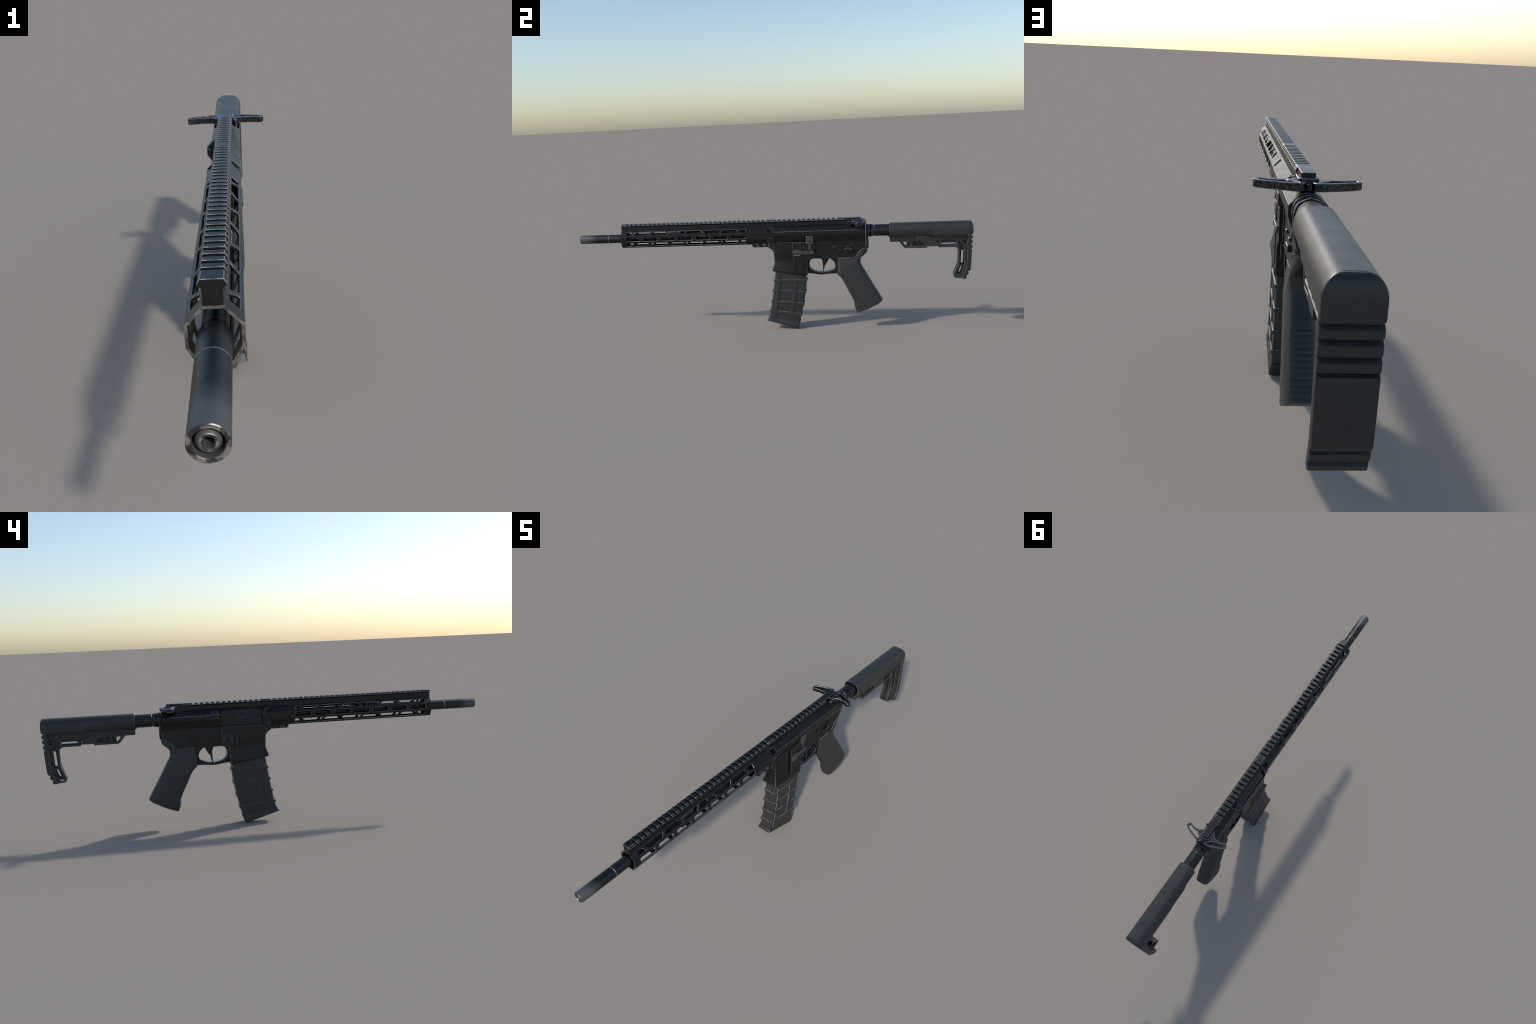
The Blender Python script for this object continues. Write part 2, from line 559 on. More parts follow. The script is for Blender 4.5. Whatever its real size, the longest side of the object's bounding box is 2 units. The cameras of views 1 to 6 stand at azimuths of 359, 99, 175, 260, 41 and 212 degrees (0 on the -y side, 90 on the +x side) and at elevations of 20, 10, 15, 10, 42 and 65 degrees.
plate("rail_tail", [tail], 'z', 0.5485, RAIL_TOP + 0.0002, MET, 0.0009, parent=upper)
plate("rail_tail_web", [rounded([(-0.0130, 0.380), (0.0130, 0.380), (0.0130, 0.4560), (-0.0130, 0.4560)], .002)], 'z', 0.520, 0.5495, MET, 0.0005, parent=upper)
# front takedown lug blocks under the side flats
for sx in (1, -1):
    a, b = sorted((sx * 0.020, sx * 0.0362))
    plate("receiver_lug", [rounded([(-0.0050, 0.4480), (0.0252, 0.4480), (0.0236, 0.4758), (-0.0050, 0.4758)], .002)], 'x', a, b, MET, 0.0008, parent=upper)
# dust cover in the port (right-hand side)
def cover_pt(t, d):
    a, b = Vector(CV0), Vector(CV1)
    n = Vector((b.y - a.y, -(b.x - a.x))).normalized()
    p = a.lerp(b, t) + n * d
    return (-p.x, p.y)
finish("dust_cover", prism_bm([cover_pt(.06, -.001), cover_pt(.06, .0012), cover_pt(.93, .0012), cover_pt(.93, -.001)], 0.0370, 0.2185, 0.0006), MET, parent=upper)
finish("dust_cover_latch", prism_bm([cover_pt(.14, -.001), cover_pt(.14, .0052), cover_pt(.24, .0078), cover_pt(.90, .0030), cover_pt(.92, -.001)], 0.1115, 0.1455, 0.0008), MET, parent=upper)
# rounded upper corners of the port opening
for ye, sg in ((0.0320, 1), (0.2230, -1)):
    prof = [(ye, 0.90), (ye + sg * 0.016, 0.90)] + [(ye + sg * 0.016 * (1 - math.sin(math.radians(a))), 0.76 - 0.5 * (1 - math.cos(math.radians(a)))) for a in range(0, 91, 15)]
    lay = [[(-facet_pt(t, d)[0], y, facet_pt(t, d)[1]) for y, t in prof] for d in (0.0001, 0.0045)]
    finish("port_corner", loft_bm(lay), MET, parent=upper)
hinge = rounded([(0.0325, 0.4520), (0.2225, 0.4520), (0.2225, 0.4700), (0.0325, 0.4700)], .002)
plate("dust_cover_hinge", [hinge], 'x', -0.0288, -0.020, MET, 0.001, parent=upper)
# case deflector
bm = bmesh.new()
for p in [(-0.0150, 0.2760, 0.5225), (-0.0150, 0.2290, 0.5225), (-0.0365, 0.2720, 0.4770), (-0.0365, 0.2290, 0.4770),
          (-0.0368, 0.2800, 0.5000), (-0.0368, 0.2280, 0.5000),
          (-0.0452, 0.2625, 0.5055), (-0.0452, 0.2375, 0.5055), (-0.0452, 0.2620, 0.4870), (-0.0452, 0.2375, 0.4870),
          (-0.0300, 0.2640, 0.5210), (-0.0300, 0.2370, 0.5210)]:
    bm.verts.new(p)
bmesh.ops.convex_hull(bm, input=bm.verts)
bmesh.ops.recalc_face_normals(bm, faces=bm.faces)
bmesh.ops.dissolve_limit(bm, angle_limit=0.05, verts=bm.verts, edges=bm.edges)
bevel_sharp(bm, 0.0008)
finish("case_deflector", bm, MET, parent=upper)

# ------------------------------------------------------------------ lower receiver
lower = bmesh.new()
LV = [  # front (y,z), rear (y,z), half width, front corner chamfer : magazine well levels
    ((0.0190, 0.4462), (0.2241, 0.4462), 0.0280, 0.0015),
    ((0.0205, 0.4000), (0.2241, 0.4000), 0.0280, 0.0015),
    ((0.0218, 0.3640), (0.2241, 0.3640), 0.0280, 0.0015),
    ((0.0222, 0.3600), (0.1925, 0.3560), 0.0280, 0.0015),
    ((0.0222, 0.3430), (0.1915, 0.3240), 0.0283, 0.0015),
    ((0.0110, 0.3105), (0.1905, 0.2860), 0.0370, 0.002),
    ((0.0115, 0.3050), (0.1890, 0.2790), 0.0370, 0.002),
    ((0.0140, 0.3010), (0.1826, 0.2730), 0.0358, 0.002),
]
def well_sec(f, r, hw, c):
    fy, fz = f; ry, rz = r
    def at(y):
        t = (y - fy) / (ry - fy)
        return fz + (rz - fz) * t
    pts = [(hw - c, fy), (hw, fy + c), (hw, ry - 0.004), (hw - 0.004, ry)]
    pts = pts + [(-x, y) for x, y in reversed(pts)]
    return [(x, y, at(y)) for x, y in pts]
bm = loft_bm([well_sec(*l) for l in LV])
bevel_sharp(bm, 0.0008, 40)
join_bm(lower, bm)
lug = spline([(0.0260, 0.4455), (0.0100, 0.4440), (-0.0020, 0.4385), (-0.0058, 0.4290), (-0.0015, 0.4195), (0.0070, 0.4150), (0.0150, 0.4075), (0.0205, 0.3960)], 4) + [(0.03, 0.39), (0.04, 0.4455)]
join_bm(lower, plate_mesh([lug], 'x', -0.0278, 0.0278, 0.0008))
body = [(0.1880, 0.4462), (0.2260, 0.4462), (0.2290, 0.4535), (0.4200, 0.4535)] + \
       spline([(0.4290, 0.4542), (0.4400, 0.4600), (0.4520, 0.4740), (0.4585, 0.4900), (0.4605, 0.5020)], 4) + \
       [(0.4620, 0.5060), (0.4830, 0.5060), (0.4830, 0.4085)] + \
       spline([(0.4740, 0.4065), (0.4560, 0.3960), (0.4420, 0.3790), (0.4330, 0.3610)], 4) + \
       [(0.4250, 0.3560), (0.3300, 0.3560), (0.2990, 0.3572), (0.2250, 0.3600), (0.2100, 0.3560), (0.1880, 0.3560)]
HWL = 0.0215
join_bm(lower, plate_mesh([body], 'x', -HWL, HWL, 0.0011))
# trigger guard ring
guard_out = [(0.1880, 0.3620), (0.1880, 0.2860)] + spline([(0.1920, 0.2840), (0.2180, 0.2805), (0.2570, 0.2752), (0.3000, 0.2785), (0.3300, 0.2790)], 5) + \
            [(0.3420, 0.2790), (0.3450, 0.3620)]
hole = spline([(0.1975, 0.3260), (0.2010, 0.3450), (0.2120, 0.3560), (0.2260, 0.3594), (0.2550, 0.3594), (0.2980, 0.3580), (0.3110, 0.3510), (0.3220, 0.3400),
               (0.3280, 0.3210), (0.3210, 0.3050), (0.2950, 0.2925), (0.2620, 0.2872), (0.2280, 0.2925), (0.2060, 0.3060)], 4, True)
join_bm(lower, plate_mesh([guard_out, hole], 'x', -0.0152, 0.0152, 0.001))
# rear ring around the buffer tube
rs = []
for a in range(-30, 211, 10):
    rs.append((0.0345 * math.cos(math.radians(a)), AX_T + 0.0345 * math.sin(math.radians(a))))
rs += [(-HWL, 0.445), (HWL, 0.445)]
join_bm(lower, prism_bm(rs, 0.4608, 0.4828, 0.0010))
# rear shoulder that rises round the back of the upper receiver
secs = []
for z, y, hw in [(0.4400, 0.4250, 0.0218), (0.4480, 0.4262, 0.0250), (0.4545, 0.4295, 0.0275), (0.4600, 0.4400, 0.0296), (0.4660, 0.4462, 0.0319),
                 (0.4740, 0.4520, 0.0349), (0.4815, 0.4560, 0.0377), (0.4900, 0.4585, 0.0377), (0.5015, 0.4604, 0.0376), (0.5100, 0.4612, 0.0292)]:
    secs.append([(hw, y, z), (hw, 0.4815, z), (hw - .0012, 0.4828, z), (-hw + .0012, 0.4828, z), (-hw, 0.4815, z), (-hw, y, z)])
hb = loft_bm(secs)
join_bm(lower, hb)
low = finish("lower_receiver", lower, MET, smooth=30, merge=False)

# raised fences on both sides of the magazine well
def slant(y, z0):            # lines parallel to the slanted well mouth
    return z0 - 0.166 * (y - 0.014)
fl = rounded([(0.1185, 0.4440), (0.1600, 0.4440), (0.1600, slant(.16, .318)), (0.1185, slant(.1185, .318))], .0015)
plate("well_fence", [fl], 'x', 0.0250, 0.0366, MET, 0.0012, parent=low)
fl2 = rounded([(0.1600, 0.4450), (0.2245, 0.4450), (0.2245, 0.3620), (0.1935, 0.3580), (0.1905, slant(.19, .318)), (0.1600, slant(.16, .318))], .0015)
plate("well_fence", [fl2], 'x', 0.0250, 0.0335, MET, 0.0010, parent=low)
fr = rounded([(0.1520, 0.4105), (0.1600, 0.4180), (0.0300, 0.4250), (0.0180, 0.4440), (0.2241, 0.4450), (0.2241, 0.3640), (0.1940, 0.3600), (0.1780, 0.3400), (0.1520, 0.3400)], [.004, .003, .002, .002, .001, .002, .002, .002, .002])
plate("well_fence", [fr], 'x', -0.0360, -0.0250, MET, 0.0010, parent=low)
# magazine release: bar on the left, button in a pocket on the right
bar_l = rounded([(0.1235, 0.3838), (0.2230, 0.3848), (0.2230, 0.4022), (0.1235, 0.4012)], .007, 5)
plate("magazine_release_bar", [bar_l], 'x', 0.0320, 0.0395, [M_GREY, M_EDGE], 0.0014, parent=low)
plate("pale_bar_strip", [rounded([(0.1250, 0.3770), (0.1560, 0.3775), (0.1560, 0.3822), (0.1250, 0.3815)], .002)], 'x', 0.0350, 0.0386, [M_EDGE, M_EDGE], 0.0012, parent=low)
plate("pale_bar_strip", [rounded([(0.1250, 0.4040), (0.1535, 0.4050), (0.1535, 0.4085), (0.1250, 0.4078)], .0015)], 'x', 0.0350, 0.0384, [M_EDGE, M_EDGE], 0.0012, parent=low)
po = rounded([(0.1755, 0.3660), (0.2165, 0.3640), (0.2165, 0.4160), (0.1755, 0.4140)], .008, 4)
pi_ = rounded([(0.1805, 0.3740), (0.2105, 0.3730), (0.2105, 0.4125), (0.1805, 0.4110)], .012, 5)
plate("button_fence", [po, pi_], 'x', -0.0376, -0.0300, MET, 0.0010, parent=low)
plate("magazine_release_button", [rounded([(0.1840, 0.3785), (0.2070, 0.3775), (0.2070, 0.4090), (0.1840, 0.4080)], .011, 5)], 'x', -0.0380, -0.030, MET, 0.0015, parent=low)
# bolt catch
bc = rounded([(0.1885, 0.4480), (0.2235, 0.4480), (0.2235, 0.4770), (0.1885, 0.4770)], [.002, .002, .006, .006], 4)
plate("bolt_catch", [bc], 'x', 0.0230, 0.0385, [M_GREY, M_EDGE], 0.0014, parent=low)
plate("bolt_catch_stem", [rounded([(0.1990, 0.4060), (0.2105, 0.4060), (0.2105, 0.4500), (0.1990, 0.4500)], .004, 4)], 'x', 0.0320, 0.0352, [M_GREY, M_EDGE], 0.0010, parent=low)
for y in (0.1920, 0.2165):
    plate("bolt_catch_lug", [rounded([(y - .0035, 0.4370), (y + .0035, 0.4370), (y + .0035, 0.4450), (y - .0035, 0.4450)], .0015)], 'x', 0.0320, 0.0350, [M_EDGE, M_EDGE], 0.0010, parent=low)
# pins, selector
for sx in (1, -1):
    def xs(a, b):
        return tuple(sorted((sx * a, sx * b)))
    disc("takedown_pin", 0.0040, 0.4278, 0.0080, *xs(0.024, 0.0292), [M_PIN, M_PIN], low)
    disc("takedown_pin", 0.4138, 0.4305, 0.0095 if sx < 0 else 0.0085, *xs(0.018, HWL + 0.0016), [M_PIN, M_PIN], low)
    disc("selector_boss", 0.3602, 0.3997, 0.0118, *xs(0.018, HWL + 0.0016), [M_METAL, M_METAL], low, 0.0012)
    disc("selector_hub", 0.3602, 0.3997, 0.0070, *xs(0.018, HWL + 0.0024), [M_METAL, M_METAL], low, 0.0008)
    disc("trigger_pin", 0.2890, 0.3857, 0.0050, *xs(0.018, HWL + 0.0010), [M_METAL, M_METAL], low, 0.0008)
disc("trigger_pin", 0.2370, 0.4010, 0.0050, 0.018, HWL + 0.0010, [M_METAL, M_METAL], low, 0.0008)
plate("selector_lever", [rounded([(0.3755, 0.3925), (0.4150, 0.3935), (0.4150, 0.4078), (0.3755, 0.4070)], .002)], 'x', 0.0180, 0.0305, MET, 0.0015, parent=low)
plate("selector_nub", [rounded([(0.3890, 0.4120), (0.4080, 0.4125), (0.4060, 0.4205), (0.3890, 0.4195)], .0015)], 'x', 0.0180, 0.0270, MET, 0.0015, parent=low)
plate("selector_stop", [rounded([(0.3180, 0.4115), (0.3330, 0.4120), (0.3340, 0.4205), (0.3180, 0.4205)], .0015)], 'x', 0.0180, 0.0270, MET, 0.0018, parent=low)
plate("receiver_bright_line", [rounded([(0.2300, 0.4470), (0.4260, 0.4470), (0.4260, 0.4520), (0.2300, 0.4520)], .001)], 'x', HWL - .002, HWL + 0.0016, MET, 0.0008, parent=low)  # thin bar modelled for the bright line where this edge catches light
# trigger
trig = spline([(0.2560, 0.3600), (0.2620, 0.3480), (0.2650, 0.3340), (0.2652, 0.3120), (0.2640, 0.2990), (0.2605, 0.2895)], 4) + \
       spline([(0.2655, 0.2890), (0.2700, 0.2985), (0.2728, 0.3070), (0.2735, 0.3170), (0.2790, 0.3230), (0.2890, 0.3390), (0.2985, 0.3600)], 4)
plate("trigger", [trig], 'x', -0.0075, 0.0075, MET, 0.001, parent=low)

# end plate, castle nut, buffer tube
ep = [(0.0330 * math.cos(math.radians(a)), AX_T + 0.0330 * math.sin(math.radians(a))) for a in range(-20, 201, 10)]
ep += [(-0.0280, 0.4500), (-0.0200, 0.4200), (-0.0150, 0.4060), (0.0150, 0.4060), (0.0200, 0.4200), (0.0280, 0.4500)]
plate("end_plate", [ep], 'y', 0.4850, 0.4965, MET, 0.0012)
nutp = [(0.02, 0.4960, 0), (0.0302, 0.4960, 0), (0.0306, 0.4970, 0), (0.0306, 0.5170, 1), (0.0298, 0.5185, 0), (0.0270, 0.5185, 0)]
cn = finish("castle_nut", lathe_bm(nutp, 0, AX_T), MET)
for a in (0, 90, 180):
    c, s = math.cos(math.radians(a)), math.sin(math.radians(a))
    nb = plate_mesh([rounded([(0.5060, -0.0032), (0.5188, -0.0032), (0.5188, 0.0032), (0.5060, 0.0032)], .002)], 'x', -0.0012, 0.0004, 0.0003)
    for v in nb.verts:
        r, y, w = v.co.x + 0.0306, v.co.y, v.co.z
        v.co = (r * c - w * s, y, AX_T + r * s + w * c)
    finish("nut_notch", nb, [M_PIN, M_EDGE], parent=cn)
tubep = [(0.0, 0.515, 0), (0.0272, 0.515, 0), (0.0272, 0.5250, 1), (0.0280, 0.5262, 0), (0.0288, 0.5330, 0), (0.0288, 0.640, 0), (0.0, 0.640, 0)]
finish("buffer_tube", lathe_bm(tubep, 0, AX_T), [M_BARREL, M_EDGE])
plate("tube_key", [[(0.5900, 0.4640), (0.6020, 0.4545), (0.6300, 0.4545), (0.6300, 0.4700), (0.5900, 0.4700)]], 'x', -0.0105, 0.0105, [M_BARREL, M_EDGE], 0.0008)

# ------------------------------------------------------------------ charging handle
def serrate(p, q, n, amp):
    """toothed line from p to q"""
    p, q = Vector(p), Vector(q)
    d = (q - p).normalized(); nn = Vector((-d.y, d.x))
    return [tuple(p.lerp(q, i / n) + nn * (amp if i % 2 else 0)) for i in range(n + 1)]
def wing(sx):
    front = spline([(0.0180, 0.4150), (0.0240, 0.4230), (0.0310, 0.4325), (0.0420, 0.4395)], 4)
    front += serrate((0.0440, 0.4403), (0.0640, 0.4413), 10, -0.0007) + serrate((0.0660, 0.4411), (0.0850, 0.4355), 10, -0.0007)
    tip = spline([(0.0930, 0.4330), (0.0985, 0.4345), (0.1018, 0.4420), (0.1034, 0.4475), (0.1005, 0.4540), (0.0910, 0.4622), (0.0740, 0.4700), (0.0540, 0.4775),
                  (0.0290, 0.4858), (0.0190, 0.4868), (0.0110, 0.4830), (0.0065, 0.4760), (0.0030, 0.4665)], 4)
    outl = front + tip + [(0.0030, 0.4200)]
    hol = spline([(0.0945, 0.4415), (0.0900, 0.4398), (0.0800, 0.4435), (0.0650, 0.4490), (0.0500, 0.4500), (0.0420, 0.4510), (0.0385, 0.4580), (0.0300, 0.4630), (0.0200, 0.4720),
                  (0.0185, 0.4765), (0.0230, 0.4785), (0.0400, 0.4740), (0.0620, 0.4665), (0.0830, 0.4585), (0.0930, 0.4500), (0.0955, 0.4455)], 3, True)
    return [[(sx * x, y) for x, y in outl], [(sx * x, y) for x, y in hol]]
hmats = [M_HANDLE, M_HANDLE_EDGE]
chm = plate_mesh(wing(1), 'z', 0.5285, 0.5445, 0.0012)
join_bm(chm, plate_mesh(wing(-1), 'z', 0.5285, 0.5445, 0.0012))
charging = finish("charging_handle", chm, hmats, merge=False)
cp = rounded([(-0.0205, 0.4130), (0.0205, 0.4130), (0.0205, 0.4660), (-0.0205, 0.4660)], [.001, .001, .013, .013], 6)
plate("handle_saddle", [cp], 'z', 0.5290, 0.5500, hmats, 0.0012, parent=charging)
plate("handle_stem", [rounded([(-0.0045, 0.44), (0.0045, 0.44), (0.0045, 0.4830), (-0.0045, 0.4830)], .002)], 'z', 0.5300, 0.5420, [M_PIN, M_PIN], 0.0008, parent=charging)
ring = arc((0.0272, 0.4015), 0.0062, 0, 348, 29)
plate("handle_latch", [ring, arc((0.0272, 0.4015), 0.0034, 0, 348, 29)], 'z', 0.5270, 0.5440, hmats, 0.001, parent=charging)
plate("handle_latch_arm", [rounded([(0.0205, 0.4055), (0.0270, 0.4065), (0.0290, 0.4300), (0.0190, 0.4300)], .002)], 'z', 0.5295, 0.5425, hmats, 0.001, parent=charging)

# ------------------------------------------------------------------ magazine
MF = [(0.0262, 0.3000), (0.0258, 0.2860), (0.0150, 0.2640), (0.0134, 0.2545), (0.0056, 0.2010), (-0.0035, 0.1467), (-0.0138, 0.0957), (-0.0200, 0.0600), (-0.0295, 0.0445)]
MR = [(0.1815, 0.2750), (0.1822, 0.2660), (0.1842, 0.2580), (0.1848, 0.2520), (0.1778, 0.1895), (0.1665, 0.1295), (0.1532, 0.0735), (0.1408, 0.0300), (0.1285, 0.0000)]
STN = [0.0, 0.08, 0.18, 0.22, 0.42, 0.61, 0.79, 0.925, 1.0]
def lerp_tab(tab, s):
    for i in range(len(STN) - 1):
        if s <= STN[i + 1] + 1e-9:
            t = (s - STN[i]) / (STN[i + 1] - STN[i])
            return Vector(tab[i]).lerp(Vector(tab[i + 1]), t)
    return Vector(tab[-1])
MF2 = [(0.0262, 0.3000), (0.0222, 0.2830), (0.0198, 0.2640), (0.0184, 0.2545), (0.0106, 0.2010), (0.0015, 0.1467), (-0.0088, 0.0957), (-0.0180, 0.0600), (-0.0200, 0.0445)]
def core_f(s): return lerp_tab(MF2, s)
def core_r(s):
    p = lerp_tab(MR, s); return Vector((p.x - 0.0045, p.y))
def mag_loop(f, r, hw, cf=0.010, cr=0.006, n=4):
    """rounded rectangle between front and rear points (y,z)"""
    L = (r - f).length
    pl = rounded([(0, -hw), (L, -hw), (L, hw), (0, hw)], [cf, cr, cr, cf], n)
    d = (r - f) / L
    return [(w, f.x + d.x * u, f.y + d.y * u) for u, w in pl]
mg = loft_bm([mag_loop(core_f(s), core_r(s), 0.0292) for s in [i / 40 * 0.96 for i in range(41)]])
mag = finish("magazine", mg, POL, smooth=40)
def band(s0, s1, grow_f, hw, name="magazine_rib", c=0.0016, mats=POL):
    """a raised ring round the magazine between stations s0..s1"""
    secs = []
    for s, k in ((s0, 1.0), (s0 + (s1 - s0) * 0.13, 0.0), (s1 - (s1 - s0) * 0.13, 0.0), (s1, 1.0)):
        f = lerp_tab(MF, s).lerp(core_f(s), k * 0.5); r = lerp_tab(MR, s) - Vector((0.0025 * k, 0))
        secs.append(mag_loop(f, r, hw - 0.0020 * k, 0.009, 0.005))
    b = loft_bm(secs)
    b.faces.ensure_lookup_table()
    n = len(secs[0])
    for i, f in enumerate(b.faces):
        if i < n or 2 * n <= i < 3 * n: f.material_index = 1
    return finish(name, b, mats, parent=mag, smooth=25)
band(0.205, 0.252, 1, 0.0328)
band(0.405, 0.447, 1, 0.0328)
band(0.595, 0.638, 1, 0.0328)
band(0.772, 0.826, 1, 0.0328)
# upright ribs on both faces
def upright(frac0, frac1, s0, s1, fr0=None, fr1=None):
    for sx in (1, -1):
        secs = []
        K = 14
        for i in range(K + 1):
            s = s0 + (s1 - s0) * i / K
            t = i / K
            a0 = frac0 + ((fr0 - frac0) * t if fr0 else 0); a1 = frac1 + ((fr1 - frac1) * t if fr1 else 0)
            f, r = core_f(s), core_r(s)
            row = []
            for a, x in ((a0 - .008, 0.0285), (a0, 0.0326), (a1, 0.0326), (a1 + .008, 0.0285)):
                p = f.lerp(r, a)
                row.append((sx * x, p.x, p.y))
            secs.append(row)
        b = loft_bm(secs)
        for f in b.faces:
            nx = abs(f.normal.x)
            f.material_index = 1 if 0.2 < nx < 0.9 else 0
        finish("magazine_upright", b, POL, parent=mag, smooth=25)
upright(0.095, 0.170, 0.10, 0.23, 0.11, 0.19)
upright(0.110, 0.190, 0.22, 0.95, 0.125, 0.215)
upright(0.625, 0.705, 0.23, 0.82, 0.655, 0.735)
# floor plate
def fp(s, ef, hw):
    f = lerp_tab(MF, s); r = lerp_tab(MR, s)
    return mag_loop(Vector((f.x, f.y)), r, hw, 0.006, 0.005)
fpm = loft_bm([fp(0.915, 0, 0.0300), fp(0.955, 0, 0.0325), fp(0.965, 0, 0.0338), fp(0.99, 0, 0.0340), fp(1.0, 0, 0.0330)])
finish("magazine_floor_plate", fpm, POL, parent=mag, smooth=30)

# ------------------------------------------------------------------ pistol grip
def resample(pts, n):
    P = [Vector(p) for p in pts]
    L = [0]
    for a, b in zip(P, P[1:]): L.append(L[-1] + (b - a).length)
    out = []
    for i in range(n + 1):
        d = L[-1] * i / n
        k = max(j for j in range(len(L)) if L[j] <= d + 1e-12)
        k = min(k, len(P) - 2)
        t = (d - L[k]) / (L[k + 1] - L[k])
        out.append(P[k].lerp(P[k + 1], t))
    return out
NU = 40
GL = [  # section paths front->back, half width, back roundness
    (resample([(0.3412, 0.3540), (0.3440, 0.3592), (0.3500, 0.3610), (0.4290, 0.3615), (0.4345, 0.3690), (0.4430, 0.3830), (0.4560, 0.3975), (0.4720, 0.4070), (0.4888, 0.4100)], NU), 0.0240),
    (resample([(0.3400, 0.3400), (0.3430, 0.3440), (0.3500, 0.3455), (0.4230, 0.3470), (0.4400, 0.3560), (0.4520, 0.3670), (0.4680, 0.3790), (0.4886, 0.3860)], NU), 0.0256),
    (resample([(0.3388, 0.3150), (0.3500, 0.3190), (0.4250, 0.3330), (0.4400, 0.3460), (0.4590, 0.3580)], NU), 0.0280),
    (resample([(0.3380, 0.2950), (0.4553, 0.3400)], NU), 0.0290),
    (resample([(0.3370, 0.2765), (0.4580, 0.3230)], NU), 0.0299),
    (resample([(0.3590, 0.2505), (0.4810, 0.2815)], NU), 0.0312),
    (resample([(0.3880, 0.1920), (0.5110, 0.2280)], NU), 0.0332),
    (resample([(0.4150, 0.1370), (0.5420, 0.1750)], NU), 0.0350),
    (resample([(0.4190, 0.1060), (0.5535, 0.1550)], NU), 0.0353),
    (resample([(0.4298, 0.0755), (0.4900, 0.0990), (0.5440, 0.1265), (0.5610, 0.1405)], NU), 0.0350),
]
SUB = 36
PANEL = [(0.3890, 0.2610), (0.4370, 0.2905), (0.4500, 0.2790), (0.5185, 0.1650), (0.5130, 0.1560), (0.4560, 0.1210), (0.4480, 0.1250)]
def seg_dist(p, poly):
    best = 9
    for i in range(len(poly)):
        a, b = Vector(poly[i - 1]), Vector(poly[i])
        t = max(0, min(1, (p - a).dot(b - a) / (b - a).length_squared))
        best = min(best, (p - a.lerp(b, t)).length)
    return best
def grip_bm():
    TH = 150
    rows = []
    nl = len(GL)
    total = (nl - 1) * SUB
    for k in range(total + 1):
        j = min(k // SUB, nl - 2)
        t = k / SUB - j
        j0, j3 = max(j - 1, 0), min(j + 2, nl - 1)
        def cr(a, b, c, d):
            return 0.5 * (2 * b + (c - a) * t + (2 * a - 5 * b + 4 * c - d) * t * t + (3 * b - a - 3 * c + d) * t ** 3)
        path = [cr(GL[j0][0][u], GL[j][0][u], GL[j + 1][0][u], GL[j3][0][u]) for u in range(NU + 1)]
        hw = GL[j][1] * (1 - t) + GL[j + 1][1] * t
        row = []
        for q in range(TH):
            th = 2 * math.pi * q / TH
            c, s = math.cos(th), math.sin(th)
            lv = max(0.0, min(1.0, (k / SUB - 3.0) / 3.0))     # square beside the guard, round in the hand
            e = 0.40 + 0.24 * lv if c < 0 else 0.60
            u = 0.5 + 0.5 * math.copysign(abs(c) ** e, c)
            x = hw * math.copysign(abs(s) ** (0.30 + 0.26 * lv if c < 0 else 0.50), s)
            fu = u * NU
            i = min(int(fu), NU - 1)
            p = path[i].lerp(path[i + 1], fu - i)
            # backstrap and frontstrap grooves
            g = 0.0
            if 0.13 < p.y < 0.262:
                lvl = k / total
                if c > 0.72 and abs(x) < 0.022: g = -0.0012 * max(0, math.sin(path[-1].y * 2 * math.pi / 0.0104))
                if c < -0.55 and abs(x) < 0.024 and p.y > 0.15: g = 0.0008 * max(0, math.sin(path[0].y * 2 * math.pi / 0.0080))
            if g:
                d = (path[-1] - path[0]).normalized()
                p = p + d * g
            if abs(s) > 0.5 and p.y < 0.30:
                dd = seg_dist(p, PANEL)
                ins = inside(p, PANEL)
                if dd < 0.0016: x *= 1 - 0.0011 / hw * (1 - dd / 0.0016)
                elif ins: x *= 1 + 0.0004 / hw
            row.append((x, p.x, p.y))
        rows.append(row)
    bm = loft_bm(rows, cap=False)
    bm.verts.ensure_lookup_table()
    for base in (0, total * TH):                  # close both ends across the mid plane
        for q in range(0, TH // 2):
            a, b = base + q, base + q + 1
            c, d = base + (TH - q - 1) % TH, base + (TH - q) % TH
            vs = []
            for i in (a, b, c, d):
                if bm.verts[i] not in vs: vs.append(bm.verts[i])
            if len(vs) > 2: bm.faces.new(vs)
    bmesh.ops.recalc_face_normals(bm, faces=bm.faces)
    return bm
grip = finish("pistol_grip", grip_bm(), POL, smooth=50)
# pale strip along the grip's top edge, dark base slots, name pill
rim = [tuple(p) for p in GL[0][0]]
for sx in (1, -1):
    sec = []
    for i, p in enumerate(rim[1:-1]):
        q = Vector(rim[i + 2]) - Vector(rim[i]); q.normalize(); nn = Vector((-q.y, q.x))
        c = Vector(p)
        w = 0.0236 - max(0, (i - 33) / 6) * 0.006
        row = [(sx * (w - .003), *(c + nn * .0006)), (sx * w, *(c + nn * .0004)), (sx * (w + .0008), *(c - nn * .0010)), (sx * (w - .003), *(c - nn * .0016))]
        sec.append(row)
    finish("grip_pale_edge_strip", loft_bm(sec), [M_POLYE], parent=grip)
    a, b = sorted((sx * 0.0300, sx * 0.0358))
    sl = rounded([(0.4640, 0.1010), (0.4660, 0.0975), (0.5110, 0.1195), (0.5095, 0.1235)], .001)
    plate("grip_base_slot", [sl], 'x', a, b, [M_PIN, M_POLYE], 0.0004, parent=grip)
pill = rounded([(0.3560, 0.3360), (0.4270, 0.3375), (0.4270, 0.3550), (0.3560, 0.3535)], .008, 5)
pin_ = rounded([(0.3580, 0.3378), (0.4250, 0.3393), (0.4250, 0.3532), (0.3580, 0.3517)], .0068, 5)
